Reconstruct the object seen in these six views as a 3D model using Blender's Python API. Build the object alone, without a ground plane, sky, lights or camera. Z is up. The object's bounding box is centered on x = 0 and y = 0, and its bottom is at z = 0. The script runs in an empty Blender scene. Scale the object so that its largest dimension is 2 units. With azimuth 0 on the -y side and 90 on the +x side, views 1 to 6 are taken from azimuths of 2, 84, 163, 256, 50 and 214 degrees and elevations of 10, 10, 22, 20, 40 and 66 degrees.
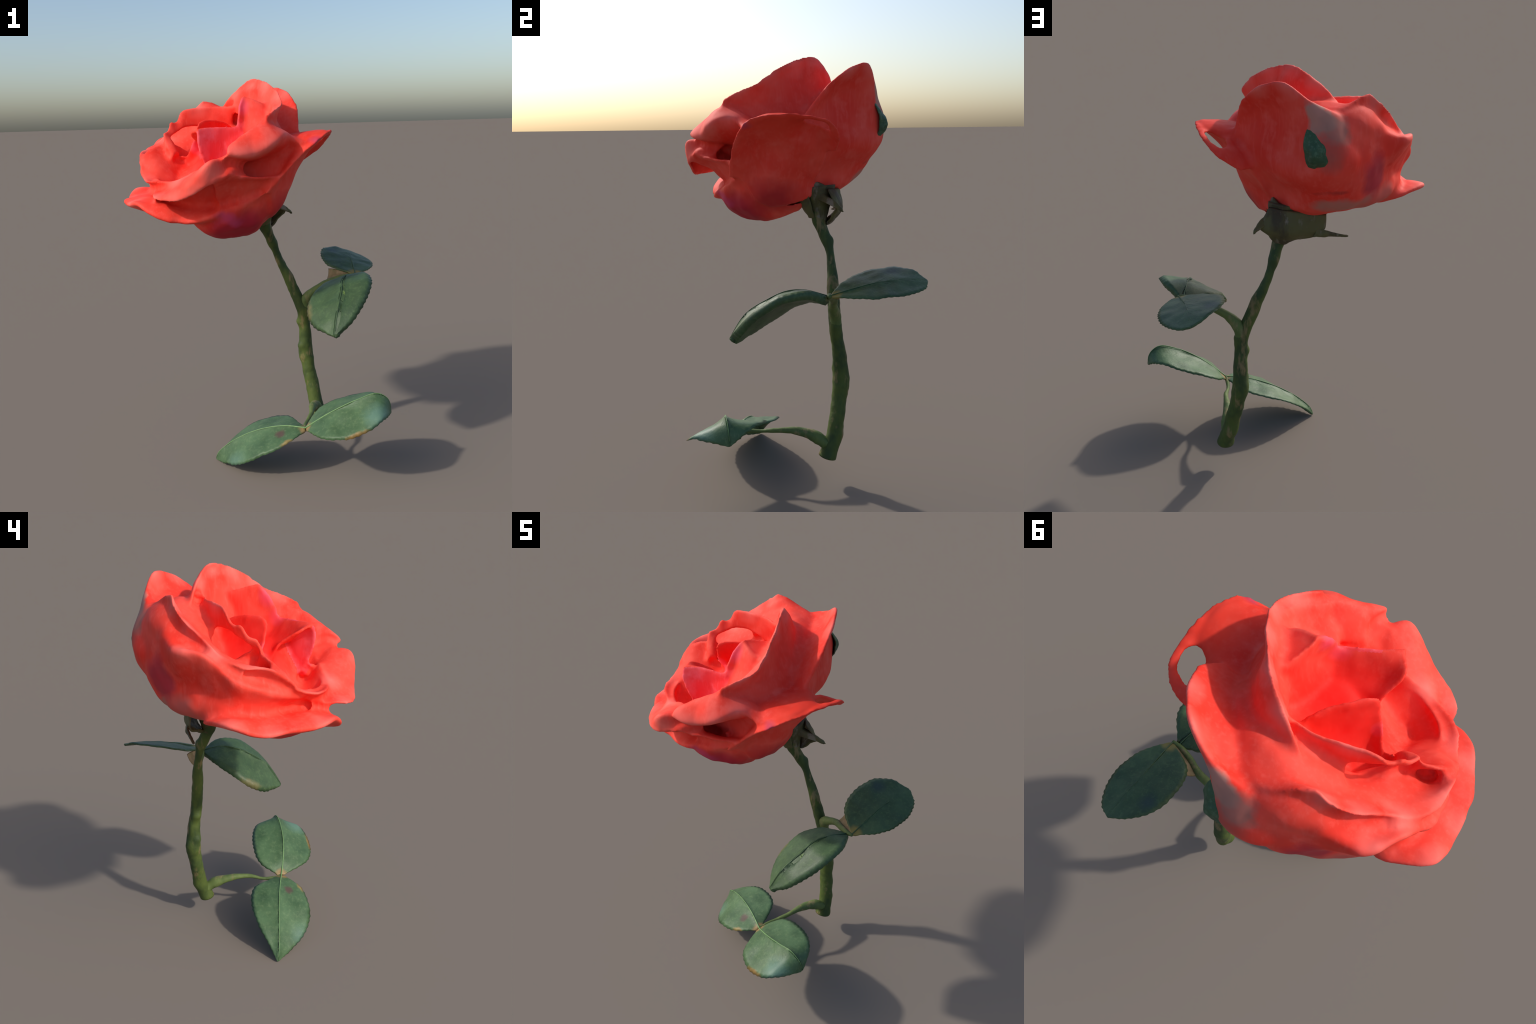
# A cut rose with one large coral-red bloom, two leaf pairs and a thorny stem.
import bpy, math, random
import numpy as np
from mathutils import Vector, noise

random.seed(7)
RNG = np.random.default_rng(7)
ORIGIN = Vector((0.30, 0.15, 0.0))

# ---------------------------------------------------------------- helpers
def catmull(points, count):
    """Resample a polyline of control points to `count` points on a smooth curve."""
    p = np.asarray(points, float)
    if len(p) == 1:
        return np.repeat(p, count, 0)
    seg = np.linalg.norm(np.diff(p, axis=0), axis=1)
    t = np.concatenate([[0], np.cumsum(np.maximum(seg, 1e-5) ** 0.75)])
    s = np.linspace(0, t[-1], count)
    m = np.zeros_like(p)                       # finite-difference tangents
    m[0] = (p[1] - p[0]) / (t[1] - t[0])
    m[-1] = (p[-1] - p[-2]) / (t[-1] - t[-2])
    for i in range(1, len(p) - 1):
        a = (p[i] - p[i - 1]) / (t[i] - t[i - 1])
        b = (p[i + 1] - p[i]) / (t[i + 1] - t[i])
        w = (t[i + 1] - t[i]) / (t[i + 1] - t[i - 1])
        m[i] = a * w + b * (1 - w)
    k = np.clip(np.searchsorted(t, s, side='right') - 1, 0, len(p) - 2)
    h = (t[k + 1] - t[k])[:, None]
    u = ((s - t[k])[:, None]) / h
    h00 = 2 * u**3 - 3 * u**2 + 1; h10 = u**3 - 2 * u**2 + u
    h01 = -2 * u**3 + 3 * u**2;    h11 = u**3 - u**2
    return h00 * p[k] + h10 * h * m[k] + h01 * p[k + 1] + h11 * h * m[k + 1]


def uneven(p, freq, seed=0.0):
    return noise.noise(Vector((p[0] * freq + seed, p[1] * freq - seed, p[2] * freq + 3 * seed)))


def loft(rows, nu, nv):
    """Smooth surface grid through rows of control points (each row may differ in count)."""
    rr = np.stack([catmull(r, nu) for r in rows])          # rows x nu x 3
    return np.stack([catmull(rr[:, j], nv) for j in range(nu)], axis=1)   # nv x nu x 3


def grid_normals(g):
    du = np.gradient(g, axis=1); dv = np.gradient(g, axis=0)
    n = np.cross(du, dv)
    return n / np.maximum(np.linalg.norm(n, axis=2, keepdims=True), 1e-9)


def new_object(name, verts, faces, material, parent, smooth=True):
    me = bpy.data.meshes.new(name)
    me.from_pydata([tuple(Vector(v) - ORIGIN) for v in verts], [], faces)
    me.update()
    if smooth:
        me.polygons.foreach_set('use_smooth', [True] * len(me.polygons))
    me.materials.append(material)
    ob = bpy.data.objects.new(name, me)
    bpy.context.scene.collection.objects.link(ob)
    ob.parent = parent
    return ob


def sheet(name, g, thickness, material, parent, keep=None, edge_cells=2.5, wobble=0.0,
          wobble_freq=11.0, seed=0.0, ripple=0.0, extra=None):
    """Solid, round-edged sheet around a surface grid. keep(u, v) may cut holes."""
    nv, nu = g.shape[:2]
    n = grid_normals(g)
    g = g.copy()
    if wobble:
        for i in range(nv):
            for j in range(nu):
                w = uneven(g[i, j], wobble_freq, seed) + 0.5 * uneven(g[i, j], wobble_freq * 2.3, seed + 5)
                g[i, j] += n[i, j] * w * wobble
    if ripple:                                   # crinkled free edge (last row)
        for i in range(nv):
            a = max(0.0, (i / (nv - 1) - 0.72) / 0.28) ** 2
            if a <= 0:
                continue
            for j in range(nu):
                w = uneven(g[i, j], 34, seed + 9) + 0.6 * uneven(g[i, j], 75, seed + 2)
                g[i, j] += n[i, j] * w * ripple * a + np.array((0, 0, 1)) * uneven(g[i, j], 55, seed) * ripple * a * .6
    quads = []
    on = np.zeros((nv - 1, nu - 1), bool)
    for i in range(nv - 1):
        for j in range(nu - 1):
            u, v = (j + .5) / (nu - 1), (i + .5) / (nv - 1)
            if keep is None or keep(u, v):
                on[i, j] = True
    pad = np.zeros((nv + 1, nu + 1), bool); pad[1:-1, 1:-1] = on
    around = (pad[:-1, :-1].astype(int) + pad[1:, :-1] + pad[:-1, 1:] + pad[1:, 1:])
    used = around > 0
    dist = np.where(around < 4, 0, 99).astype(float)
    for _ in range(6):                            # cells to the nearest edge
        q = np.pad(dist, 1, constant_values=99)
        dist = np.minimum.reduce([dist, q[:-2, 1:-1] + 1, q[2:, 1:-1] + 1, q[1:-1, :-2] + 1, q[1:-1, 2:] + 1])
    d = np.clip(dist / edge_cells, 0, 1)
    half = thickness * .5 * np.sqrt(1 - (1 - d) ** 2)
    n = grid_normals(g)
    verts, top, bot = [], {}, {}
    for i in range(nv):
        for j in range(nu):
            if not used[i, j]:
                continue
            if dist[i, j] == 0:
                top[i, j] = bot[i, j] = len(verts); verts.append(g[i, j])
            else:
                top[i, j] = len(verts); verts.append(g[i, j] + n[i, j] * half[i, j])
                bot[i, j] = len(verts); verts.append(g[i, j] - n[i, j] * half[i, j])
    for i in range(nv - 1):
        for j in range(nu - 1):
            if on[i, j]:
                c = [(i, j), (i, j + 1), (i + 1, j + 1), (i + 1, j)]
                quads.append([top[k] for k in c])
                quads.append([bot[k] for k in reversed(c)])
    if extra:
        ev, ef = extra
        o = len(verts); verts += list(ev); quads += [[k + o for k in f] for f in ef]
    return new_object(name, verts, quads, material, parent)


def tube_data(path, radii, sides=16, count=60, lump=0.0, lump_freq=18.0, seed=0.0, flat=None, cap=True, bumps=()):
    c = catmull(path, count)
    r = np.interp(np.linspace(0, 1, count), np.linspace(0, 1, len(radii)), radii)
    t = np.gradient(c, axis=0); t /= np.linalg.norm(t, axis=1, keepdims=True)
    ref = np.array((1.0, 0, 0)) if abs(t[0][0]) < .8 else np.array((0, 1.0, 0))
    verts, faces = [], []
    for i in range(count):
        a = ref - t[i] * (ref @ t[i]); a /= np.linalg.norm(a); ref = a
        b = np.cross(t[i], a)
        for k in range(sides):
            th = 2 * math.pi * k / sides
            d = a * math.cos(th) + b * math.sin(th)
            rr = r[i]
            if lump:
                rr *= 1 + lump * uneven(c[i] + d * .03, lump_freq, seed) + lump * .5 * uneven(c[i] + d * .03, lump_freq * 2.7, seed + 4)
            for centre, size, amount in bumps:
                q = c[i] + d * rr - np.asarray(centre)
                rr += amount * math.exp(-(q @ q) / size ** 2)
            e = d * rr
            if flat is not None:
                f = np.asarray(flat[0]); e = e - f * (e @ f) * (1 - flat[1])
            verts.append(c[i] + e)
    for i in range(count - 1):
        for k in range(sides):
            faces.append([i * sides + k, i * sides + (k + 1) % sides, (i + 1) * sides + (k + 1) % sides, (i + 1) * sides + k])
    if cap:
        for i, rev in ((0, True), (count - 1, False)):
            verts.append(c[i]); m = len(verts) - 1
            for k in range(sides):
                f = [i * sides + k, i * sides + (k + 1) % sides, m]
                faces.append(f[::-1] if rev else f)
    return verts, faces


# ---------------------------------------------------------------- materials
def material(name):
    m = bpy.data.materials.new(name); m.use_nodes = True
    nt = m.node_tree; nt.nodes.clear()
    out = nt.nodes.new('ShaderNodeOutputMaterial')
    b = nt.nodes.new('ShaderNodeBsdfPrincipled')
    nt.links.new(b.outputs['BSDF'], out.inputs['Surface'])
    tc = nt.nodes.new('ShaderNodeTexCoord')
    return m, nt, b, tc


def rgb(c):
    """sRGB 0-255 to linear rgba."""
    f = lambda x: x / 12.92 if x <= .04045 else ((x + .055) / 1.055) ** 2.4
    return tuple(f(x / 255) for x in c) + (1,)


def noise_fac(nt, tc, scale, detail=4, rough=.55, stretch=None, lo=.35, hi=.65, dist=0.0):
    src = tc.outputs['Object']
    if stretch:
        mp = nt.nodes.new('ShaderNodeMapping'); mp.inputs['Scale'].default_value = stretch
        nt.links.new(src, mp.inputs['Vector']); src = mp.outputs['Vector']
    n = nt.nodes.new('ShaderNodeTexNoise')
    n.inputs['Scale'].default_value = scale; n.inputs['Detail'].default_value = detail
    n.inputs['Roughness'].default_value = rough; n.inputs['Distortion'].default_value = dist
    nt.links.new(src, n.inputs['Vector'])
    r = nt.nodes.new('ShaderNodeMapRange')
    r.inputs['From Min'].default_value = lo; r.inputs['From Max'].default_value = hi
    nt.links.new(n.outputs['Fac'], r.inputs['Value'])
    return r.outputs['Result']


def spot_fac(nt, tc, centre, radius, soft=.5, wobble=.0, scale=1.0, stretch=(1, 1, 1)):
    """1 inside a ragged ball around a world point, 0 outside."""
    src = tc.outputs['Object']
    if wobble:
        n = nt.nodes.new('ShaderNodeTexNoise'); n.inputs['Scale'].default_value = scale
        n.inputs['Detail'].default_value = 4
        nt.links.new(src, n.inputs['Vector'])
        s = nt.nodes.new('ShaderNodeVectorMath'); s.operation = 'MULTIPLY_ADD'
        s.inputs[1].default_value = (wobble,) * 3
        nt.links.new(n.outputs['Color'], s.inputs[0]); nt.links.new(src, s.inputs[2]); src = s.outputs['Vector']
        centre = tuple(c + wobble * .5 for c in centre)
    v = nt.nodes.new('ShaderNodeVectorMath'); v.operation = 'SUBTRACT'
    v.inputs[1].default_value = tuple(Vector(centre) - ORIGIN)
    nt.links.new(src, v.inputs[0])
    k = nt.nodes.new('ShaderNodeVectorMath'); k.operation = 'MULTIPLY'; k.inputs[1].default_value = stretch
    nt.links.new(v.outputs['Vector'], k.inputs[0])
    l = nt.nodes.new('ShaderNodeVectorMath'); l.operation = 'LENGTH'
    nt.links.new(k.outputs['Vector'], l.inputs[0])
    r = nt.nodes.new('ShaderNodeMapRange')
    r.inputs['From Min'].default_value = radius; r.inputs['From Max'].default_value = radius * (1 - soft)
    nt.links.new(l.outputs['Value'], r.inputs['Value'])
    return r.outputs['Result']


def mix(nt, a, b, fac, strength=1.0):
    m = nt.nodes.new('ShaderNodeMix'); m.data_type = 'RGBA'
    if strength != 1.0:
        k = nt.nodes.new('ShaderNodeMath'); k.operation = 'MULTIPLY'; k.inputs[1].default_value = strength
        nt.links.new(fac, k.inputs[0]); fac = k.outputs[0]
    nt.links.new(fac, m.inputs['Factor'])
    for v, s in ((a, 'A'), (b, 'B')):
        s = [i for i in m.inputs if i.name == s and i.type == 'RGBA'][0]
        if isinstance(v, tuple): s.default_value = v
        else: nt.links.new(v, s)
    return [o for o in m.outputs if o.type == 'RGBA'][0]


def bump(nt, b, tc, scale, strength, distance=.004, stretch=None):
    f = noise_fac(nt, tc, scale, 5, .6, stretch, 0, 1)
    n = nt.nodes.new('ShaderNodeBump'); n.inputs['Strength'].default_value = strength
    n.inputs['Distance'].default_value = distance
    nt.links.new(f, n.inputs['Height']); nt.links.new(n.outputs['Normal'], b.inputs['Normal'])


def petal_material(name, base, second, streak, spots=(), rough=.62):
    m, nt, b, tc = material(name)
    c = mix(nt, rgb(base), rgb(second), noise_fac(nt, tc, 5, 3, .5, None, .36, .62))
    c = mix(nt, c, rgb(streak), noise_fac(nt, tc, 60, 3, .6, (1, 1, .16), .5, .75), .35)
    c = mix(nt, c, rgb(streak), noise_fac(nt, tc, 11, 4, .6, None, .52, .72), .5)
    for col, centre, radius, soft, wob, st, k in spots:
        c = mix(nt, c, rgb(col), spot_fac(nt, tc, centre, radius, soft, wob, 9, st), k)
    nt.links.new(c, b.inputs['Base Color'])
    b.inputs['Roughness'].default_value = rough
    b.inputs['Specular IOR Level'].default_value = .16
    bump(nt, b, tc, 70, .12, .003, (1, 1, .25))
    return m


# one petal colouring for the whole bloom: coral red, with colour patches and paler spots along the rims
PATCHES = [
    # colour, centre, radius, softness, raggedness, stretch, strength
    ((236, 26, 24), (-.17, -.04, 1.64), .24, .65, .05, (1, 1, 1), .75),        # saturated red heart
    ((244, 96, 116), (-.282, -.062, 1.645), .055, .5, .02, (1, 1, 1), .9),     # pink at the floor
    ((240, 84, 104), (-.045, -.135, 1.865), .055, .6, .03, (1, 1, .7), .8),    # pink folded tip
    ((236, 80, 94), (-.07, -.17, 1.76), .05, .6, .03, (1, 1, 1), .7),
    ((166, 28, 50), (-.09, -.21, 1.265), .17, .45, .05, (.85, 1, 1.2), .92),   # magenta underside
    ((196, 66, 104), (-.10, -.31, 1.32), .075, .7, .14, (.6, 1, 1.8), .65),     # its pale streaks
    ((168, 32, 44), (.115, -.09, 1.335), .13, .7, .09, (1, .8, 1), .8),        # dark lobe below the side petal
    ((152, 60, 96), (.315, -.245, 1.685), .045, .7, .03, (1, 1, 1.3), .7),     # violet bruise on the curled rim
    ((222, 54, 34), (.38, -.05, 1.71), .17, .5, .05, (1, .6, 1.4), .6),        # orange curled rim
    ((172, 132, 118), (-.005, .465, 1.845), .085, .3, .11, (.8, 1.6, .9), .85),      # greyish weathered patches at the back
    ((158, 112, 100), (-.075, .455, 1.775), .085, .35, .11, (1, 1, .9), .8),
    ((150, 84, 76), (-.06, .46, 1.68), .08, .5, .06, (1, 1, .8), .7),
    ((162, 44, 62), (-.285, .39, 1.555), .10, .45, .09, (1.1, 1, .8), .75),
    ((178, 116, 104), (-.16, .33, 1.435), .12, .35, .11, (.7, 1, 2.0), .85),
    ((186, 96, 88), (-.33, .29, 1.43), .12, .5, .11, (.8, 1, 1.4), .7),
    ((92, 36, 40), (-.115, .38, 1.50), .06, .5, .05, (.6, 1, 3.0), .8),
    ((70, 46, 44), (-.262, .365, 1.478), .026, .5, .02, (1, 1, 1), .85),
    ((176, 150, 130), (-.15, .425, 1.62), .035, .6, .03, (1.3, 1, .7), .75),
]
# soft pale salmon spots along the free rims
for spot in [(.0, .12, 2.0), (.08, .01, 1.965), (.15, -.12, 1.91), (.13, -.24, 1.845), (-.09, .20, 1.945),
             (.03, -.43, 1.63), (.11, -.40, 1.675), (-.05, -.465, 1.635), (.17, -.30, 1.715), (-.34, -.45, 1.42),
             (-.24, -.475, 1.46), (-.17, -.49, 1.55), (-.46, -.37, 1.44), (-.30, .335, 1.885), (-.40, .285, 1.795),
             (-.49, .21, 1.70), (-.575, .06, 1.645), (-.47, .335, 1.71), (-.66, .02, 1.385), (-.60, -.22, 1.395),
             (-.52, -.20, 1.53), (-.34, -.325, 1.52), (.20, .26, 1.935), (.10, .365, 1.955), (-.28, .16, 1.87), (-.64, .19, 1.43)]:
    PATCHES.append(((246, 122, 112), spot, .075, .95, .05, (1, 1, 1), .6))
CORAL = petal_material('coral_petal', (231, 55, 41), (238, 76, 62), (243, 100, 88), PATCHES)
PINK = petal_material('pink_petal', (240, 84, 92), (238, 66, 68), (247, 122, 134))


def leaf_material(name, base, second, pale, spots=()):
    m, nt, b, tc = material(name)
    c = mix(nt, rgb(base), rgb(second), noise_fac(nt, tc, 9, 4, .6, None, .35, .68))
    c = mix(nt, c, rgb(pale), noise_fac(nt, tc, 55, 5, .7, None, .5, .78), .5)
    for col, centre, radius, soft, wob, st, k in spots:
        c = mix(nt, c, rgb(col), spot_fac(nt, tc, centre, radius, soft, wob, 30, st), k)
    nt.links.new(c, b.inputs['Base Color'])
    b.inputs['Roughness'].default_value = .5
    b.inputs['Specular IOR Level'].default_value = .35
    bump(nt, b, tc, 90, .3, .004)
    return m


LEAF_PALE = leaf_material('pale_green_leaf', (58, 84, 54), (76, 104, 70), (114, 134, 94), [
    ((84, 62, 58), (.112, -.295, .214), .034, .5, .03, (1, 1, 1), .85),       # brown blotch
    ((140, 108, 60), (.475, -.54, .295), .07, .5, .04, (.7, 2.4, 1), .85),  # dry margin
    ((146, 122, 72), (.17, -.375, .19), .05, .4, .03, (.8, 2, 1), .8),
    ((146, 116, 76), (.245, -.29, .235), .045, .5, .03, (1, 1, 1), .8),
    ((100, 134, 124), (.58, -.47, .38), .09, .7, .04, (1, 1, 1), .5),         # bluish bloom
    ((96, 128, 116), (-.12, -.30, .05), .09, .7, .04, (1, 1, 1), .4)])
LEAF_SHADE_DARKENED = leaf_material('shade_darkened_leaf', (50, 72, 46), (64, 88, 56), (94, 120, 74), [  # upper leaves: green darkened for the shadow the bloom casts on them
    ((140, 170, 88), (.447, -.154, .905), .02, .7, .02, (1, 1, 1), .9),
    ((116, 106, 66), (.268, -.11, .80), .085, .5, .05, (2.2, .8, 1.4), .6),
    ((134, 120, 60), (.54, .12, .95), .045, .5, .03, (1, 1, 1), .8),
    ((40, 56, 62), (.44, .40, 1.03), .05, .7, .03, (1, 1, 1), .6)])
VEIN = leaf_material('leaf_vein', (108, 142, 92), (98, 130, 84), (140, 164, 104))
VEIN_DARK = leaf_material('dark_leaf_vein', (66, 92, 60), (58, 84, 56), (104, 128, 78))
SEPAL_GREEN = leaf_material('green_sepal', (54, 88, 56), (44, 70, 48), (110, 138, 110))


def bark_material(name, base, second, third):
    m, nt, b, tc = material(name)
    c = mix(nt, rgb(base), rgb(second), noise_fac(nt, tc, 12, 4, .6, (1, 1, .5), .42, .6))
    c = mix(nt, c, rgb(third), noise_fac(nt, tc, 20, 4, .6, (1, 1, .35), .55, .66), .8)
    nt.links.new(c, b.inputs['Base Color'])
    b.inputs['Roughness'].default_value = .6
    b.inputs['Specular IOR Level'].default_value = .25
    bump(nt, b, tc, 60, .4, .005)
    return m


STEM = bark_material('green_stem', (76, 90, 42), (54, 70, 38), (130, 112, 78))
SEPAL = bark_material('brown_green_sepal', (92, 88, 54), (70, 62, 44), (128, 120, 104))
STIPULE = bark_material('dry_stipule', (150, 128, 98), (120, 104, 72), (96, 110, 64))
PETIOLE = bark_material('petiole_green', (96, 112, 62), (80, 98, 56), (134, 120, 86))

# ---------------------------------------------------------------- the rose
rose = bpy.data.objects.new('rose', None)
rose.location = ORIGIN
bpy.context.scene.collection.objects.link(rose)
rose['label'] = 'cut rose with large coral-red bloom and green leaves'
rose['category'] = 'flower'

# Every petal: rows of control points from its base to its free rim.
PETALS = []


def petal(rows, mat, thickness=.014, nu=72, nv=44, wobble=.005, ripple=.006, keep=None):
    PETALS.append((rows, mat, thickness, nu, nv, wobble, ripple, keep))


# back petal with the second peak, facing away to the right; its inner face runs down to a valley
petal([[(.06, .10, 1.36), (.055, .13, 1.36), (.05, .15, 1.36), (.04, .18, 1.36), (.03, .22, 1.37), (.0, .255, 1.375), (-.04, .28, 1.37), (-.10, .28, 1.37), (-.15, .26, 1.37)],
       [(.17, .01, 1.46), (.11, .09, 1.45), (.075, .15, 1.45), (.05, .22, 1.46), (.02, .29, 1.47), (-.02, .36, 1.48), (-.08, .39, 1.475), (-.15, .39, 1.475), (-.23, .35, 1.475)],
       [(.235, .0, 1.56), (.19, .11, 1.58), (.155, .20, 1.59), (.12, .295, 1.59), (.072, .378, 1.59), (.01, .44, 1.60), (-.07, .475, 1.60), (-.145, .465, 1.59), (-.225, .42, 1.58)],
       [(.235, .0, 1.63), (.205, .12, 1.67), (.155, .205, 1.68), (.105, .295, 1.68), (.055, .38, 1.68), (.0, .46, 1.68), (-.07, .492, 1.67), (-.14, .485, 1.66), (-.22, .425, 1.65)],
       [(.235, .01, 1.67), (.21, .115, 1.76), (.155, .175, 1.81), (.115, .25, 1.83), (.085, .335, 1.84), (.025, .41, 1.81), (-.06, .465, 1.77), (-.14, .45, 1.74), (-.20, .40, 1.70)],
       [(.24, .03, 1.70), (.24, .10, 1.79), (.235, .17, 1.87), (.197, .257, 1.93), (.123, .352, 1.96), (.02, .408, 1.89), (-.08, .415, 1.84), (-.14, .41, 1.80), (-.19, .40, 1.74)],
       [(.20, .05, 1.71), (.20, .08, 1.755), (.185, .15, 1.82), (.15, .23, 1.87), (.085, .33, 1.875), (.01, .38, 1.845), (-.08, .40, 1.825), (-.14, .39, 1.78), (-.19, .38, 1.73)],
       [(.16, .04, 1.70), (.14, .08, 1.725), (.115, .12, 1.765), (.08, .18, 1.80), (.04, .26, 1.83), (-.01, .36, 1.85), (-.08, .38, 1.815), (-.14, .37, 1.77), (-.19, .36, 1.72)]],
      CORAL, ripple=0, nv=64)

# tall centre-back petal with the highest point, rim flaring outwards
petal([[(-.15, .15, 1.72), (-.06, .13, 1.72), (.02, .09, 1.66), (.05, .03, 1.60), (.05, -.05, 1.61), (.04, -.13, 1.62), (.03, -.20, 1.64)],
       [(-.18, .25, 1.75), (-.09, .24, 1.775), (.0, .195, 1.77), (.07, .14, 1.75), (.12, .07, 1.72), (.155, -.02, 1.705), (.155, -.11, 1.705), (.13, -.20, 1.71), (.08, -.29, 1.72), (.05, -.34, 1.735)],
       [(-.19, .26, 1.78), (-.10, .24, 1.83), (-.01, .205, 1.845), (.06, .135, 1.84), (.10, .03, 1.815), (.125, -.07, 1.79), (.12, -.165, 1.775), (.09, -.27, 1.76), (.055, -.335, 1.76)],
       [(-.19, .26, 1.81), (-.11, .225, 1.885), (-.025, .185, 1.93), (.025, .135, 1.94), (.065, .03, 1.92), (.12, -.07, 1.88), (.14, -.165, 1.84), (.115, -.26, 1.81), (.08, -.325, 1.785)],
       [(-.19, .26, 1.82), (-.12, .215, 1.91), (-.05, .17, 1.97), (.0, .125, 2.0), (.06, .045, 1.988), (.13, -.065, 1.938), (.157, -.17, 1.868), (.12, -.26, 1.83), (.07, -.32, 1.80)]],
      CORAL)

# second layer hugging the inside of the tall petal
petal([[(-.07, .13, 1.70), (-.02, .07, 1.71), (.01, .0, 1.71), (.01, -.08, 1.70), (-.01, -.16, 1.67), (-.04, -.23, 1.64)],
       [(-.07, .155, 1.80), (-.01, .10, 1.815), (.035, .03, 1.855), (.06, -.05, 1.835), (.06, -.13, 1.745), (.035, -.20, 1.70), (-.01, -.28, 1.68)],
       [(-.085, .175, 1.86), (-.02, .125, 1.885), (.035, .055, 1.895), (.075, -.035, 1.875), (.095, -.11, 1.81), (.085, -.19, 1.76), (.035, -.285, 1.73)],
       [(-.10, .195, 1.90), (-.03, .145, 1.945), (.025, .08, 1.955), (.075, .0, 1.935), (.115, -.08, 1.895), (.125, -.16, 1.855), (.09, -.25, 1.80), (.04, -.31, 1.765)]],
      CORAL, ripple=0)

# broad sheet running from the foot of the tall petal up to the back crest
petal([[(.20, .05, 1.71), (.12, .105, 1.77), (.05, .17, 1.825), (-.05, .20, 1.835), (-.13, .205, 1.82), (-.20, .195, 1.78), (-.28, .16, 1.725)],
       [(.16, .06, 1.725), (.09, .16, 1.82), (.01, .24, 1.85), (-.08, .27, 1.86), (-.15, .275, 1.85), (-.22, .25, 1.81), (-.30, .21, 1.75)],
       [(.12, .12, 1.74), (.05, .25, 1.82), (-.03, .335, 1.84), (-.11, .35, 1.85), (-.19, .335, 1.855), (-.26, .295, 1.81), (-.34, .25, 1.75)],
       [(.08, .20, 1.77), (.01, .36, 1.84), (-.07, .395, 1.835), (-.16, .385, 1.86), (-.25, .345, 1.88), (-.31, .32, 1.83), (-.38, .275, 1.77)]],
      CORAL, ripple=0)

# left-back petal with a pointed crest, running on round the left of the bowl
petal([[(-.22, .16, 1.68), (-.26, .14, 1.64), (-.30, .12, 1.62), (-.34, .10, 1.61), (-.38, .07, 1.62), (-.40, .01, 1.58), (-.39, -.06, 1.52)],
       [(-.17, .29, 1.80), (-.22, .27, 1.79), (-.29, .23, 1.74), (-.36, .185, 1.69), (-.43, .13, 1.65), (-.48, .06, 1.60), (-.49, -.04, 1.53)],
       [(-.14, .37, 1.84), (-.21, .355, 1.85), (-.29, .315, 1.81), (-.38, .255, 1.75), (-.47, .19, 1.68), (-.525, .09, 1.635), (-.535, -.04, 1.575)],
       [(-.10, .405, 1.83), (-.17, .385, 1.865), (-.27, .342, 1.90), (-.325, .34, 1.86), (-.38, .313, 1.812), (-.45, .25, 1.745), (-.51, .20, 1.69), (-.55, .16, 1.66), (-.575, .10, 1.64), (-.578, .01, 1.64), (-.57, -.06, 1.60), (-.555, -.12, 1.55)]],
      CORAL)

# outer petal at the left back, with a rim ledge below the crest
petal([[(.03, .18, 1.33), (-.03, .18, 1.33), (-.08, .16, 1.32), (-.12, .14, 1.31), (-.15, .11, 1.30), (-.17, .08, 1.29), (-.18, .04, 1.28), (-.18, .0, 1.28)],
       [(.0, .26, 1.39), (-.08, .27, 1.36), (-.16, .27, 1.375), (-.24, .25, 1.375), (-.31, .215, 1.375), (-.37, .17, 1.375), (-.40, .11, 1.375), (-.41, .04, 1.375), (-.38, -.03, 1.37), (-.33, -.09, 1.36), (-.28, -.15, 1.35)],
       [(-.05, .375, 1.46), (-.16, .385, 1.44), (-.25, .375, 1.435), (-.33, .345, 1.43), (-.42, .29, 1.435), (-.475, .225, 1.435), (-.51, .145, 1.43), (-.52, .05, 1.425), (-.47, -.03, 1.42), (-.42, -.10, 1.415), (-.37, -.17, 1.41)],
       [(-.07, .46, 1.60), (-.21, .445, 1.58), (-.30, .39, 1.56), (-.375, .325, 1.55), (-.44, .26, 1.54), (-.503, .197, 1.52), (-.538, .125, 1.50), (-.54, .05, 1.485), (-.50, -.03, 1.47), (-.46, -.10, 1.46), (-.41, -.17, 1.455)],
       [(-.11, .47, 1.71), (-.23, .425, 1.71), (-.335, .385, 1.705), (-.45, .36, 1.705), (-.508, .283, 1.705), (-.545, .205, 1.655), (-.57, .15, 1.60), (-.58, .06, 1.56), (-.56, -.03, 1.53), (-.53, -.10, 1.51), (-.48, -.18, 1.495)],
       [(-.11, .455, 1.77), (-.21, .425, 1.79), (-.305, .385, 1.765), (-.38, .335, 1.72), (-.45, .275, 1.695), (-.50, .205, 1.65), (-.535, .145, 1.605), (-.55, .05, 1.57), (-.53, -.03, 1.545), (-.51, -.10, 1.52), (-.475, -.175, 1.505)],
       [(-.11, .41, 1.825), (-.19, .385, 1.855), (-.28, .345, 1.835), (-.34, .31, 1.775), (-.41, .26, 1.72), (-.47, .19, 1.665), (-.51, .13, 1.62), (-.525, .05, 1.59), (-.51, -.03, 1.565), (-.49, -.10, 1.53), (-.46, -.17, 1.515)]],
      CORAL, ripple=0, nv=64, wobble=.008)

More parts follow.
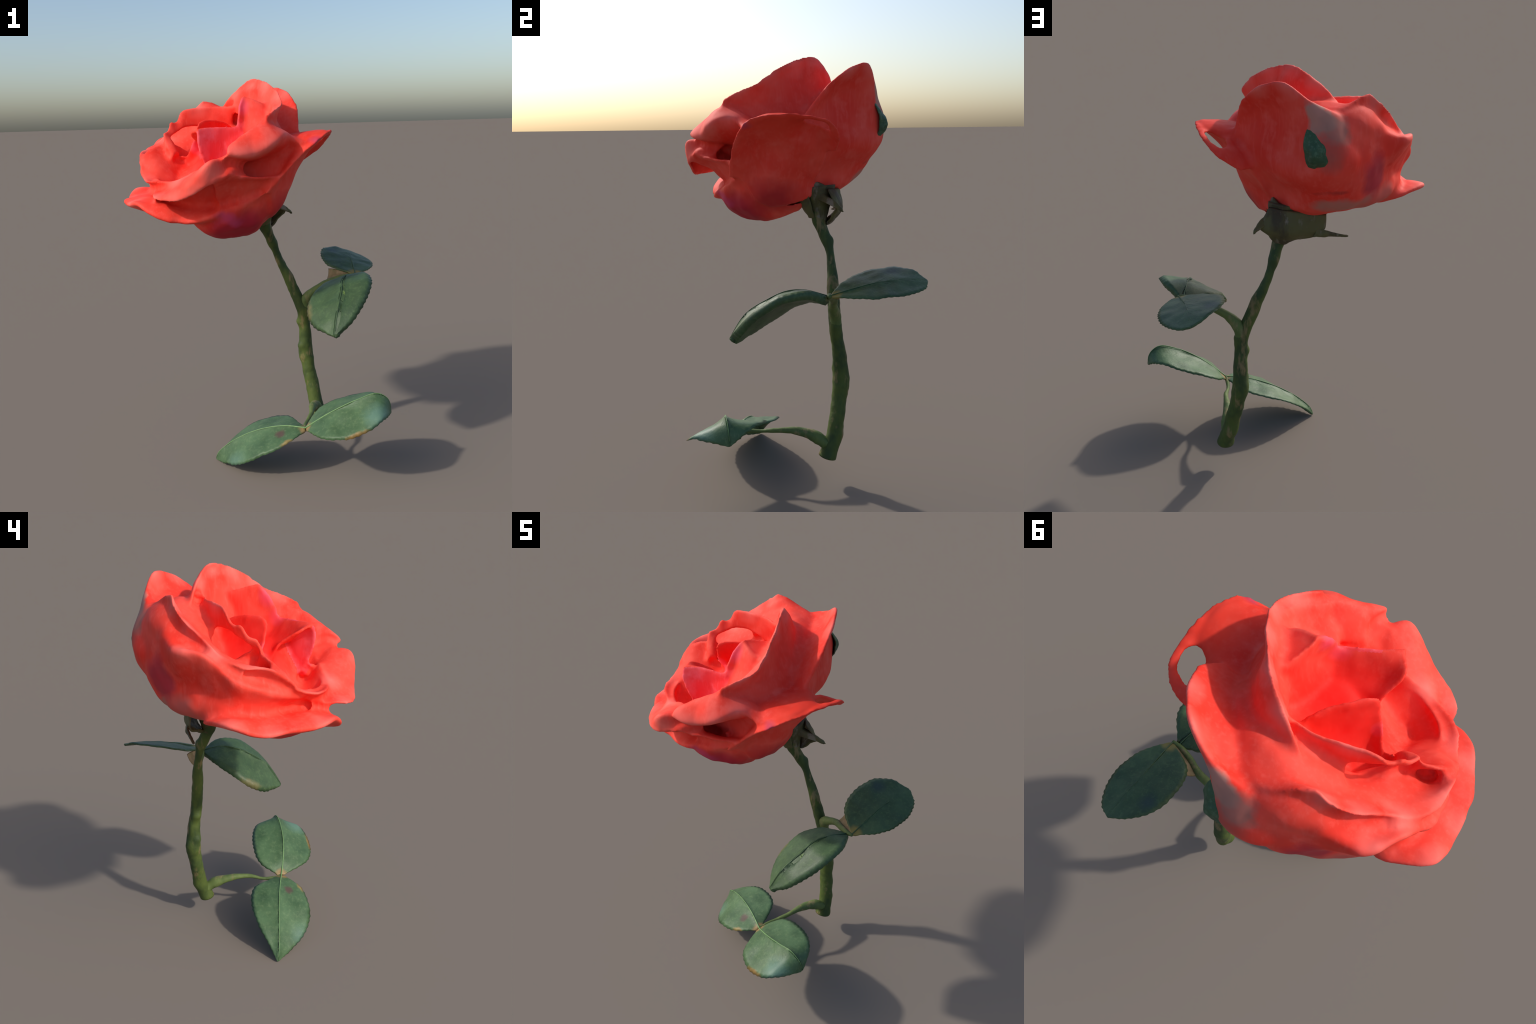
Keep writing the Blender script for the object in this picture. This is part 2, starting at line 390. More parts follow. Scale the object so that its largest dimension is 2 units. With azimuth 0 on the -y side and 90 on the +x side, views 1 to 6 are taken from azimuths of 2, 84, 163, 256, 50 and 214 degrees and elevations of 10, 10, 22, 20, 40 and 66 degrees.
# low left petal spreading outwards with a pointed corner
petal([[(-.40, .14, 1.41), (-.42, .08, 1.41), (-.42, .02, 1.41), (-.40, -.06, 1.40), (-.34, -.12, 1.38), (-.26, -.16, 1.37), (-.18, -.17, 1.37), (-.12, -.17, 1.37)],
       [(-.47, .235, 1.43), (-.545, .12, 1.432), (-.555, .03, 1.42), (-.545, -.08, 1.415), (-.505, -.21, 1.415), (-.40, -.285, 1.385), (-.27, -.28, 1.365), (-.18, -.28, 1.365), (-.12, -.27, 1.38)],
       [(-.46, .265, 1.405), (-.56, .238, 1.428), (-.637, .19, 1.432), (-.662, .06, 1.387), (-.650, -.084, 1.398), (-.615, -.19, 1.392), (-.555, -.285, 1.405), (-.475, -.34, 1.358), (-.33, -.35, 1.315), (-.20, -.35, 1.335), (-.14, -.335, 1.36)],
       [(-.42, .24, 1.385), (-.53, .16, 1.395), (-.55, .05, 1.37), (-.53, -.06, 1.365), (-.48, -.15, 1.345), (-.39, -.24, 1.325), (-.29, -.29, 1.31), (-.19, -.30, 1.315), (-.13, -.30, 1.335)],
       [(-.35, .20, 1.37), (-.39, .10, 1.365), (-.40, .04, 1.355), (-.38, -.04, 1.345), (-.34, -.10, 1.335), (-.29, -.17, 1.31), (-.23, -.21, 1.295), (-.17, -.23, 1.295), (-.12, -.24, 1.305)]],
      CORAL, ripple=.003, nv=56)

# magenta petal rolled under the bloom
petal([[(-.16, .10, 1.28), (-.10, .06, 1.27), (-.06, .04, 1.265), (-.03, .04, 1.265), (.0, .05, 1.265), (.02, .06, 1.27), (.05, .07, 1.285), (.08, .06, 1.305)],
       [(-.25, .02, 1.30), (-.21, -.09, 1.24), (-.16, -.16, 1.217), (-.10, -.18, 1.215), (-.06, -.17, 1.22), (.0, -.13, 1.235), (.035, -.085, 1.26), (.085, -.05, 1.30)],
       [(-.28, -.06, 1.31), (-.26, -.19, 1.27), (-.20, -.26, 1.25), (-.12, -.285, 1.28), (-.07, -.275, 1.285), (.0, -.23, 1.29), (.05, -.18, 1.31), (.08, -.14, 1.34)],
       [(-.29, -.12, 1.33), (-.27, -.25, 1.31), (-.20, -.31, 1.30), (-.145, -.328, 1.36), (-.09, -.312, 1.35), (-.03, -.27, 1.36), (.03, -.24, 1.40), (.07, -.20, 1.42)],
       [(-.26, -.13, 1.35), (-.24, -.22, 1.355), (-.18, -.27, 1.365), (-.13, -.30, 1.385), (-.08, -.31, 1.39), (-.03, -.295, 1.40), (.025, -.275, 1.425), (.07, -.23, 1.44)]],
      CORAL, wobble=.010)


def side_hole(u, v):
    """Gap below the curled rim of the right-hand petal."""
    return ((u - .74) / .085) ** 2 + ((v - .865) / .07) ** 2 > 1


# right outer petal with a curled-out rim and a gap under the curl
petal([[(.085, -.10, 1.295), (.09, -.06, 1.295), (.10, -.03, 1.30), (.10, .0, 1.305), (.10, .03, 1.31), (.095, .06, 1.32), (.09, .09, 1.33), (.08, .11, 1.34), (.07, .13, 1.35)],
       [(.085, -.17, 1.33), (.13, -.14, 1.36), (.16, -.11, 1.40), (.18, -.08, 1.44), (.185, -.03, 1.45), (.165, .02, 1.45), (.135, .06, 1.44), (.105, .09, 1.42), (.085, .11, 1.39)],
       [(.085, -.22, 1.40), (.12, -.19, 1.47), (.16, -.17, 1.55), (.21, -.13, 1.59), (.255, -.06, 1.60), (.26, .02, 1.59), (.235, .08, 1.57), (.185, .12, 1.54), (.14, .14, 1.48)],
       [(.08, -.255, 1.43), (.14, -.24, 1.51), (.215, -.225, 1.62), (.305, -.19, 1.67), (.345, -.08, 1.69), (.315, .02, 1.69), (.285, .09, 1.67), (.245, .135, 1.62), (.18, .155, 1.55)],
       [(.062, -.296, 1.43), (.145, -.295, 1.515), (.26, -.275, 1.63), (.352, -.225, 1.70), (.40, -.10, 1.725), (.412, .03, 1.72), (.408, .122, 1.69), (.36, .178, 1.632), (.25, .185, 1.555)]],
      CORAL, keep=side_hole, thickness=.018)
# shelf inside its rim, running back to the foot of the tall petal
petal([[(.06, -.25, 1.62), (.10, -.18, 1.67), (.12, -.10, 1.685), (.13, -.02, 1.69), (.13, .09, 1.71)],
       [(.13, -.24, 1.64), (.18, -.18, 1.69), (.20, -.10, 1.705), (.21, -.02, 1.705), (.19, .10, 1.715)],
       [(.22, -.24, 1.66), (.27, -.18, 1.71), (.285, -.10, 1.72), (.275, -.02, 1.715), (.24, .08, 1.70)],
       [(.34, -.22, 1.70), (.37, -.14, 1.722), (.38, -.06, 1.722), (.365, .0, 1.71), (.32, .025, 1.68)]],
      CORAL, ripple=0)

# front petal: a broad lip folded out below the tall petal
petal([[(-.12, -.14, 1.36), (-.06, -.14, 1.36), (.0, -.13, 1.36), (.06, -.11, 1.36), (.10, -.09, 1.37), (.13, -.07, 1.38)],
       [(-.12, -.26, 1.48), (-.05, -.24, 1.48), (.02, -.22, 1.48), (.09, -.21, 1.49), (.14, -.19, 1.51), (.18, -.16, 1.53)],
       [(-.11, -.30, 1.59), (-.04, -.265, 1.585), (.03, -.24, 1.585), (.10, -.22, 1.60), (.15, -.225, 1.615), (.19, -.20, 1.62), (.24, -.18, 1.62)],
       [(-.105, -.44, 1.63), (-.04, -.42, 1.617), (.027, -.385, 1.618), (.10, -.36, 1.655), (.15, -.32, 1.685), (.18, -.26, 1.695), (.215, -.235, 1.67), (.27, -.225, 1.65)],
       [(-.10, -.472, 1.640), (-.04, -.457, 1.628), (.027, -.421, 1.630), (.104, -.396, 1.669), (.15, -.35, 1.70), (.177, -.285, 1.711), (.215, -.25, 1.68), (.28, -.24, 1.66)],
       [(-.10, -.445, 1.665), (-.06, -.42, 1.69), (-.016, -.378, 1.72), (.035, -.335, 1.755), (.08, -.30, 1.765), (.14, -.24, 1.735), (.20, -.20, 1.70), (.26, -.19, 1.68)],
       [(-.075, -.375, 1.655), (-.05, -.345, 1.68), (-.01, -.325, 1.705), (.035, -.30, 1.725), (.08, -.26, 1.725), (.12, -.21, 1.70), (.17, -.17, 1.68), (.22, -.15, 1.66)],
       [(-.10, -.32, 1.60), (-.06, -.30, 1.62), (-.02, -.275, 1.63), (.03, -.25, 1.65), (.07, -.22, 1.66), (.10, -.18, 1.65), (.13, -.15, 1.64), (.16, -.12, 1.63)]],
      CORAL, ripple=0, nv=64)

# short ledge petal under that lip
petal([[(-.14, -.20, 1.35), (-.07, -.19, 1.35), (.0, -.18, 1.35), (.05, -.16, 1.36), (.10, -.14, 1.37)],
       [(-.17, -.33, 1.43), (-.10, -.31, 1.44), (-.03, -.29, 1.45), (.03, -.26, 1.46), (.10, -.23, 1.47)],
       [(-.17, -.375, 1.47), (-.093, -.365, 1.50), (-.04, -.335, 1.50), (.006, -.32, 1.50), (.07, -.29, 1.505), (.13, -.26, 1.515)],
       [(-.17, -.475, 1.505), (-.093, -.453, 1.543), (-.04, -.415, 1.53), (.006, -.375, 1.522), (.07, -.335, 1.52), (.13, -.29, 1.52)]],
      CORAL)

# large front-left petal: crest, outer face and drooping lip
petal([[(-.07, -.34, 1.61), (-.14, -.335, 1.555), (-.23, -.30, 1.545), (-.33, -.29, 1.51), (-.44, -.22, 1.505), (-.49, -.13, 1.52)],
       [(-.05, -.39, 1.655), (-.12, -.425, 1.62), (-.20, -.41, 1.575), (-.30, -.37, 1.52), (-.40, -.29, 1.49), (-.465, -.19, 1.50)],
       [(-.03, -.31, 1.59), (-.10, -.395, 1.60), (-.175, -.485, 1.605), (-.26, -.467, 1.53), (-.355, -.395, 1.47), (-.425, -.265, 1.465), (-.465, -.175, 1.48)],
       [(-.02, -.36, 1.54), (-.095, -.45, 1.55), (-.18, -.475, 1.50), (-.265, -.465, 1.45), (-.345, -.445, 1.425), (-.41, -.42, 1.43), (-.46, -.36, 1.44), (-.47, -.28, 1.45), (-.475, -.19, 1.475)]],
      CORAL)

# wall behind that lip
petal([[(-.08, -.12, 1.33), (-.16, -.11, 1.33), (-.24, -.08, 1.33), (-.30, -.03, 1.33), (-.34, .04, 1.34)],
       [(-.10, -.27, 1.43), (-.19, -.27, 1.41), (-.29, -.25, 1.40), (-.36, -.17, 1.40), (-.42, -.08, 1.41), (-.46, .01, 1.43)],
       [(-.11, -.34, 1.54), (-.20, -.35, 1.52), (-.30, -.32, 1.47), (-.40, -.24, 1.45), (-.45, -.15, 1.46), (-.50, -.04, 1.48)]],
      CORAL, ripple=0)

# bowl petal on the left
petal([[(-.34, .02, 1.57), (-.36, -.02, 1.53), (-.36, -.06, 1.49), (-.35, -.10, 1.44), (-.32, -.14, 1.39), (-.28, -.17, 1.41), (-.24, -.18, 1.46), (-.20, -.19, 1.49), (-.14, -.20, 1.52)],
       [(-.43, .03, 1.63), (-.475, -.025, 1.62), (-.48, -.075, 1.585), (-.465, -.13, 1.525), (-.425, -.215, 1.465), (-.33, -.255, 1.46), (-.24, -.25, 1.47), (-.16, -.27, 1.49), (-.08, -.30, 1.56)],
       [(-.45, .01, 1.68), (-.525, -.01, 1.655), (-.555, -.06, 1.605), (-.552, -.12, 1.53), (-.488, -.258, 1.51), (-.333, -.322, 1.517), (-.238, -.325, 1.565), (-.16, -.34, 1.56), (-.09, -.37, 1.62)]],
      CORAL)

# ---- inner petals
# front inner petal: outer panel ...
petal([[(-.20, -.24, 1.52), (-.13, -.23, 1.54), (-.06, -.22, 1.56), (.0, -.21, 1.60)],
       [(-.231, -.285, 1.608), (-.15, -.215, 1.61), (-.06, -.20, 1.64), (.02, -.20, 1.67)],
       [(-.250, -.298, 1.69), (-.165, -.23, 1.70), (-.09, -.195, 1.70), (-.02, -.185, 1.71)],
       [(-.252, -.286, 1.750), (-.20, -.248, 1.757), (-.12, -.21, 1.757), (-.045, -.178, 1.752)]],
      PINK, ripple=.002)
# ... and the face folded over into the bowl
petal([[(-.245, -.285, 1.745), (-.20, -.245, 1.752), (-.12, -.205, 1.752), (-.045, -.172, 1.748)],
       [(-.29, -.215, 1.735), (-.22, -.195, 1.685), (-.145, -.165, 1.69), (-.07, -.15, 1.70)],
       [(-.258, -.131, 1.675), (-.20, -.135, 1.66), (-.14, -.12, 1.65), (-.08, -.10, 1.65)],
       [(-.25, -.09, 1.60), (-.20, -.08, 1.60), (-.14, -.05, 1.60), (-.08, -.03, 1.60)]],
      CORAL, ripple=0)
# inner petal with a folded pink tip: left face ...
petal([[(.03, .10, 1.66), (-.01, .07, 1.65), (-.03, .03, 1.64), (-.05, -.02, 1.63), (-.07, -.07, 1.63), (-.09, -.13, 1.63)],
       [(.05, .06, 1.76), (.02, .02, 1.76), (-.005, -.03, 1.76), (-.02, -.08, 1.75), (-.035, -.13, 1.74), (-.06, -.175, 1.71)],
       [(.05, .05, 1.84), (.02, .035, 1.865), (-.01, -.02, 1.89), (-.034, -.085, 1.902), (-.05, -.125, 1.87), (-.058, -.175, 1.79)]],
      CORAL)
# ... and right face, turned to the front
petal([[(-.07, -.19, 1.66), (-.03, -.20, 1.69), (.02, -.195, 1.70), (.06, -.19, 1.71), (.10, -.15, 1.73)],
       [(-.058, -.175, 1.75), (-.02, -.145, 1.775), (.025, -.145, 1.785), (.062, -.14, 1.79), (.095, -.10, 1.81)],
       [(-.052, -.14, 1.84), (-.034, -.088, 1.90), (.02, -.095, 1.888), (.06, -.092, 1.868), (.088, -.06, 1.86)]],
      CORAL, ripple=.002)
# its closed top
petal([[(.06, .06, 1.835), (.025, .04, 1.855), (-.008, -.02, 1.878), (-.03, -.08, 1.89)],
       [(.065, .0, 1.845), (.042, -.03, 1.852), (.015, -.055, 1.868), (-.015, -.085, 1.885)],
       [(.088, -.055, 1.855), (.06, -.088, 1.858), (.02, -.09, 1.876), (-.025, -.088, 1.888)]],
      CORAL, ripple=0, wobble=.002)
# centre peak
petal([[(-.08, .17, 1.60), (-.14, .15, 1.58), (-.20, .12, 1.565), (-.25, .10, 1.55), (-.29, .09, 1.54), (-.33, .06, 1.54)],
       [(-.09, .12, 1.67), (-.15, .08, 1.66), (-.20, .04, 1.66), (-.245, .0, 1.65), (-.28, .0, 1.61), (-.335, .03, 1.57)],
       [(-.09, .10, 1.75), (-.149, .045, 1.787), (-.20, -.005, 1.795), (-.245, -.055, 1.79), (-.262, -.07, 1.77), (-.28, -.06, 1.72), (-.31, -.03, 1.66), (-.345, .02, 1.59)]],
      CORAL)
# arched petal: the rim ...
petal([[(-.11, .21, 1.66), (-.16, .20, 1.70), (-.25, .165, 1.755), (-.36, .112, 1.755), (-.39, .09, 1.735), (-.41, .07, 1.722), (-.425, .05, 1.708), (-.40, .025, 1.67), (-.36, .0, 1.61)],
       [(-.10, .20, 1.77), (-.15, .19, 1.79), (-.22, .175, 1.81), (-.365, .125, 1.80), (-.395, .10, 1.76), (-.416, .08, 1.758), (-.43, .057, 1.725), (-.425, .025, 1.70), (-.385, -.015, 1.63)],
       [(-.085, .165, 1.862), (-.14, .175, 1.865), (-.20, .175, 1.865), (-.30, .155, 1.86), (-.37, .139, 1.843), (-.397, .115, 1.783), (-.422, .089, 1.789), (-.436, .06, 1.742), (-.45, .032, 1.736), (-.44, .0, 1.68), (-.40, -.035, 1.60)]],
      CORAL, ripple=.002)
# ... and its foot under the opening
petal([[(-.10, .17, 1.54), (-.18, .14, 1.52), (-.25, .11, 1.50), (-.31, .08, 1.49), (-.36, .03, 1.49)],
       [(-.11, .22, 1.66), (-.18, .17, 1.615), (-.26, .14, 1.60), (-.33, .09, 1.63), (-.38, .06, 1.665), (-.41, .04, 1.68)]],
      CORAL, ripple=0)
# floor of the bowl
petal([[(-.02, .12, 1.75), (-.09, .15, 1.74), (-.15, .17, 1.71), (-.22, .155, 1.65), (-.31, .115, 1.58), (-.40, .06, 1.54)],
       [(-.02, .09, 1.69), (-.10, .11, 1.68), (-.20, .11, 1.60), (-.30, .09, 1.54), (-.40, .05, 1.52)],
       [(-.02, -.02, 1.66), (-.12, -.02, 1.65), (-.20, -.02, 1.65), (-.28, -.03, 1.58), (-.42, -.04, 1.48)],
       [(-.02, -.18, 1.67), (-.12, -.15, 1.655), (-.20, -.11, 1.62), (-.28, -.09, 1.53), (-.40, -.12, 1.44)],
       [(-.02, -.26, 1.58), (-.12, -.24, 1.55), (-.20, -.22, 1.50), (-.28, -.20, 1.45), (-.36, -.18, 1.42)]],
      CORAL, ripple=0)

# Each petal is built as its own solid sheet; neighbouring petals grow together where they
# touch, so the bloom is fused into one skin and then taken apart again petal by petal.
def solid_mesh(ob):
    dg = bpy.context.evaluated_depsgraph_get()
    me = bpy.data.meshes.new_from_object(ob.evaluated_get(dg))
    return me


def build_bloom():
    from mathutils import kdtree
    sheets = []
    for k, (rows, mat, th, nu, nv, wob, rip, keep) in enumerate(PETALS):
        g = loft(rows, nu, nv)
        d = g[-1] - g[-3]
        g[-1] += d / np.maximum(np.linalg.norm(d, axis=1, keepdims=True), 1e-6) * RIM
        sheets.append(sheet('petal_sheet', g, th, mat, None, keep=keep,
                            wobble=wob, seed=k * 3.7 + 1, ripple=rip))
    verts, faces, owner = [], [], []
    for k, ob in enumerate(sheets):
        o = len(verts)
        verts += [v.co + ORIGIN for v in ob.data.vertices]
        faces += [[i + o for i in p.vertices] for p in ob.data.polygons]
        owner += [k] * len(ob.data.vertices)
    hv, hf = heart_shape()
    o = len(verts); verts += hv; faces += [[i + o for i in f] for f in hf]
    whole = new_object('bloom_helper', verts, faces, CORAL, None)
    for kind, val in (('R', .0065), ('D', CLOSE), ('R', .0065), ('D', -CLOSE), ('R', .0055), ('S', 2)):
        if kind == 'R':
            m = whole.modifiers.new('fuse', 'REMESH'); m.mode = 'VOXEL'; m.voxel_size = val
        elif kind == 'D':
            m = whole.modifiers.new('grow', 'DISPLACE'); m.mid_level = 0; m.strength = val; m.direction = 'NORMAL'
        else:
            m = whole.modifiers.new('soft', 'SMOOTH'); m.factor = .5; m.iterations = val
    me = solid_mesh(whole)
    # drop closed pockets inside the bloom
    nvt = len(me.vertices)
    co = np.empty(nvt * 3); me.vertices.foreach_get('co', co); co = co.reshape(-1, 3)
    npoly = len(me.polygons)
    quads = [tuple(p.vertices) for p in me.polygons]
    par = list(range(nvt))
    def find(a):
        while par[a] != a:
            par[a] = par[par[a]]; a = par[a]
        return a
    for q in quads:
        r = find(q[0])
        for b in q[1:]:
            par[find(b)] = r
    root = np.array([find(i) for i in range(nvt)])
    ids, cnt = np.unique(root, return_counts=True)
    main = ids[cnt.argmax()]
    quads = [q for q in quads if root[q[0]] == main]
    nor = np.empty(nvt * 3); me.vertices.foreach_get('normal', nor); nor = nor.reshape(-1, 3)
    # label every face with the petal it came from
    tree = kdtree.KDTree(len(owner))
    for i in range(len(owner)):
        tree.insert(Vector(verts[i]) - ORIGIN, i)
    tree.balance()
    lab = np.array([owner[tree.find(Vector(co[list(q)].mean(0)))[1]] for q in quads])
    edge = {}
    for i, q in enumerate(quads):
        for a, b in zip(q, q[1:] + q[:1]):
            edge.setdefault((min(a, b), max(a, b)), []).append(i)
    nb = [[] for _ in quads]
    for f in edge.values():
        if len(f) == 2:
            nb[f[0]].append(f[1]); nb[f[1]].append(f[0])
    for _ in range(6):                       # even out the borders
        new = lab.copy()
        for i, ns in enumerate(nb):
            votes = [lab[i]] + [lab[k] for k in ns]
            best = max(set(votes), key=votes.count)
            if votes.count(best) >= 3:
                new[i] = best
        lab = new
    for k, ob in enumerate(sheets):
        mine = [quads[i] for i in np.nonzero(lab == k)[0]]
        if len(mine) < 12:
            continue
        used = sorted({v for q in mine for v in q}); pos = {v: i for i, v in enumerate(used)}
        pet = new_object('petal', [Vector(co[v]) + ORIGIN for v in used], [[pos[v] for v in q] for q in mine], PETALS[k][1], rose)
        pet.data.normals_split_custom_set_from_vertices([tuple(nor[v]) for v in used])
    for ob in sheets + [whole]:
        bpy.data.objects.remove(ob, do_unlink=True)


def heart_shape():
    verts, faces = [], []
    nu, nv = 48, 24
    for i in range(nv + 1):
        a = math.pi * i / nv - math.pi / 2
        for j in range(nu):
            t = 2 * math.pi * j / nu
            p = np.array((.24 * math.cos(a) * math.cos(t), .18 * math.cos(a) * math.sin(t), .10 * math.sin(a)))
            p[2] += .15 * p[0]
            verts.append(Vector(np.array((-.12, .05, 1.46)) + p))
    for i in range(nv):
        for j in range(nu):
            faces.append([i * nu + j, i * nu + (j + 1) % nu, (i + 1) * nu + (j + 1) % nu, (i + 1) * nu + j])
    return verts, faces


CLOSE = .016
RIM = .006
build_bloom()

# ---------------------------------------------------------------- stem
STEM_PATH = [(.334, .137, .112), (.331, .15, .16), (.322, .165, .212), (.308, .182, .288), (.290, .199, .382), (.277, .206, .47), (.272, .203, .56), (.270, .199, .62), (.259, .187, .714),
             (.226, .183, .815), (.182, .187, .913), (.144, .188, .997), (.106, .182, 1.09), (.08, .158, 1.161), (.056, .142, 1.23), (.045, .14, 1.30)]
STEM_R = [.032, .034, .036, .037, .034, .032, .030, .028, .029, .030, .026, .022, .0195, .025, .034, .045]
BUMPS = [((.225, .245, .48), .08, .016), ((.245, .235, .60), .05, .008),          # flattened ridge at the back
         ((.225, .19, .665), .026, .022), ((.235, .18, .53), .024, .016),            # thorn scars on the left
         ((.215, .16, .95), .04, .012), ((.30, .17, .74), .035, .014), ((.11, .20, 1.13), .03, .012),
         ((.30, .215, .20), .05, .016), ((.36, .13, .12), .04, .016), ((.31, .12, .12), .04, .014)]
v, f = tube_data(STEM_PATH, STEM_R, 24, 170, .14, 14, 2, bumps=BUMPS)
new_object('stem', v, f, STEM, rose)
v, f = tube_data([(.062, .148, 1.20), (.054, .145, 1.24), (.042, .145, 1.28), (.032, .145, 1.33), (.025, .14, 1.38)], [.028, .038, .056, .080, .084], 28, 30, .10, 20, 8)
new_object('receptacle', v, f, SEPAL, rose)

# ---------------------------------------------------------------- leaf stalks
v, f = tube_data([(.262, .187, .74), (.27, .18, .79), (.313, .160, .845), (.384, .150, .893), (.45, .12, .925), (.52, .10, .945), (.545, .10, .95)],
                 [.026, .030, .021, .018, .016, .014, .008], 12, 50, .15, 20, 5)
new_object('petiole', v, f, PETIOLE, rose)
v, f = tube_data([(.33, .14, .17), (.322, .10, .195), (.305, .045, .222), (.292, -.04, .238), (.28, -.11, .237), (.25, -.19, .225), (.24, -.26, .228), (.24, -.29, .234)],
                 [.030, .030, .024, .016, .012, .009, .010, .012], 12, 50, .18, 20, 6)
new_object('petiole', v, f, PETIOLE, rose)

# dry stipule web where the upper leaves leave the stalk
sheet('stipule', loft([[(.385, .165, .893), (.43, .135, .915), (.49, .11, .935), (.535, .105, .945)],
                       [(.40, .19, .925), (.44, .17, .94), (.49, .14, .948), (.54, .12, .95)],
                       [(.405, .205, .965), (.43, .185, .967), (.48, .15, .962), (.54, .125, .953)]], 24, 16),
      .009, STIPULE, rose, wobble=.003, wobble_freq=30, seed=3)

# ---------------------------------------------------------------- leaves
def leaf(mid, left, right, mat, thickness=.012, jag=.006, seed=0, drop=0.0):
    """mid, left, right: matching stations from stalk to tip along midrib and both edges."""
    nu, nv = 45, 64
    m = catmull(mid, nv); l = catmull(left, nv); r = catmull(right, nv)
    g = np.zeros((nv, nu, 3))
    for i in range(nv):
        for j in range(nu):
            s = 2 * j / (nu - 1) - 1
            side = l[i] if s < 0 else r[i]
            a = abs(s)
            # quadratic arch between the two edges through the midrib
            flat = l[i] * (1 - s) / 2 + r[i] * (1 + s) / 2
            g[i, j] = flat + (m[i] - flat) * (1 - a * a)
            out = side - m[i]
            d = np.linalg.norm(out)
            if d > 1e-5:                          # serrated edge
                saw = abs(((i + seed) * .31) % 1 - .5) * 2 - .5
                g[i, j] += out / d * saw * jag * a ** 6 * min(1, d / .05)
                g[i, j] += np.array((0, 0, 1)) * uneven(g[i, j], 16, seed) * .006 * min(1, a * 2)
    g[..., 2] -= drop
    ob = sheet('leaf', g, thickness, mat, rose, edge_cells=1.5, wobble=.0, seed=seed)
    n = grid_normals(g)
    up = 1 if n[nv // 2, nu // 2][2] > 0 else -1
    c = nu // 2
    path = [g[i, c] + n[i, c] * up * (thickness * .5 - (.0002 if mat is LEAF_PALE else .0)) for i in range(0, nv - 3, 3)]
    rad = np.linspace(.0040, .0012, len(path)) * (1 if mat is LEAF_PALE else .55)
    vv, ff = tube_data(path, rad, 8, 60)
    rib = new_object('leaf_vein', vv, ff, VEIN if mat is LEAF_PALE else VEIN_DARK, rose)
    rib.parent = ob; rib.matrix_parent_inverse.identity()
    # side veins
    for k in range(6, nv - 14, 7):
        for sgn in (-1, 1):
            pts = []
            for q in range(0, 9):
                i = min(nv - 1, int(k + q * 1.5)); j = int(c + sgn * q * (nu // 2 - 3) / 9)
                pts.append(g[i, j] + n[i, j] * up * (thickness * .5 - .0004))
            vv, ff = tube_data(pts, [.0014, .0005], 6, 16)
            VEINS.append((vv, ff, ob))
    return ob


VEINS = []
# lower pair
leaf([(.245, -.289, .236), (.14, -.25, .232), (.02, -.21, .20), (-.08, -.18, .152), (-.17, -.155, .088), (-.215, -.14, .04), (-.231, -.131, .0)],
     [(.245, -.272, .232), (.15, -.10, .228), (.02, -.058, .195), (-.09, -.068, .138), (-.17, -.10, .072), (-.21, -.12, .025), (-.231, -.131, .0)],
     [(.245, -.304, .232), (.141, -.380, .193), (-.016, -.380, .118), (-.09, -.335, .068), (-.16, -.25, .03), (-.20, -.18, .006), (-.231, -.131, .0)],
     LEAF_PALE, seed=1)
leaf([(.245, -.289, .236), (.32, -.32, .30), (.40, -.345, .358), (.50, -.36, .412), (.60, -.36, .442), (.645, -.355, .412), (.663, -.352, .345)],
     [(.245, -.302, .232), (.325, -.475, .262), (.42, -.525, .28), (.505, -.535, .31), (.59, -.51, .355), (.638, -.44, .36), (.663, -.352, .345)],
     [(.245, -.272, .232), (.32, -.175, .30), (.44, -.17, .352), (.545, -.20, .388), (.62, -.255, .398), (.65, -.31, .37), (.663, -.352, .345)],
     LEAF_PALE, seed=2)
# upper pair
leaf([(.52, .09, .940), (.485, -.01, .962), (.46, -.08, .952), (.450, -.154, .918), (.425, -.24, .858), (.397, -.318, .733)],
     [(.515, .10, .93), (.35, .035, .905), (.285, -.04, .855), (.268, -.11, .805), (.295, -.20, .757), (.397, -.318, .733)],
     [(.53, .09, .940), (.595, -.02, .985), (.602, -.12, .968), (.565, -.21, .90), (.49, -.285, .81), (.397, -.318, .733)],
     LEAF_SHADE_DARKENED, seed=3, thickness=.04, drop=.011)
leaf([(.54, .10, .948), (.540, .20, .975), (.538, .307, .998), (.545, .42, 1.008), (.552, .530, 1.0)],
     [(.53, .105, .948), (.40, .19, .985), (.372, .265, 1.012), (.39, .42, 1.042), (.46, .495, 1.037), (.552, .530, 1.0)],
     [(.55, .105, .948), (.635, .21, .955), (.665, .315, .962), (.655, .42, .97), (.61, .50, .985), (.552, .530, 1.0)],
     LEAF_SHADE_DARKENED, seed=4)
by_leaf = {}
for vv, ff, ob in VEINS:
    V, F = by_leaf.setdefault(ob.name, ([], [])); o = len(V)
    V += list(vv); F += [[k + o for k in q] for q in ff]
for nm, (V, F) in by_leaf.items():
    o = new_object('side_vein', V, F, bpy.data.objects[nm].data.materials[0], rose)
    o['kind'] = 'stuff'; o.parent = bpy.data.objects[nm]; o.matrix_parent_inverse.identity()

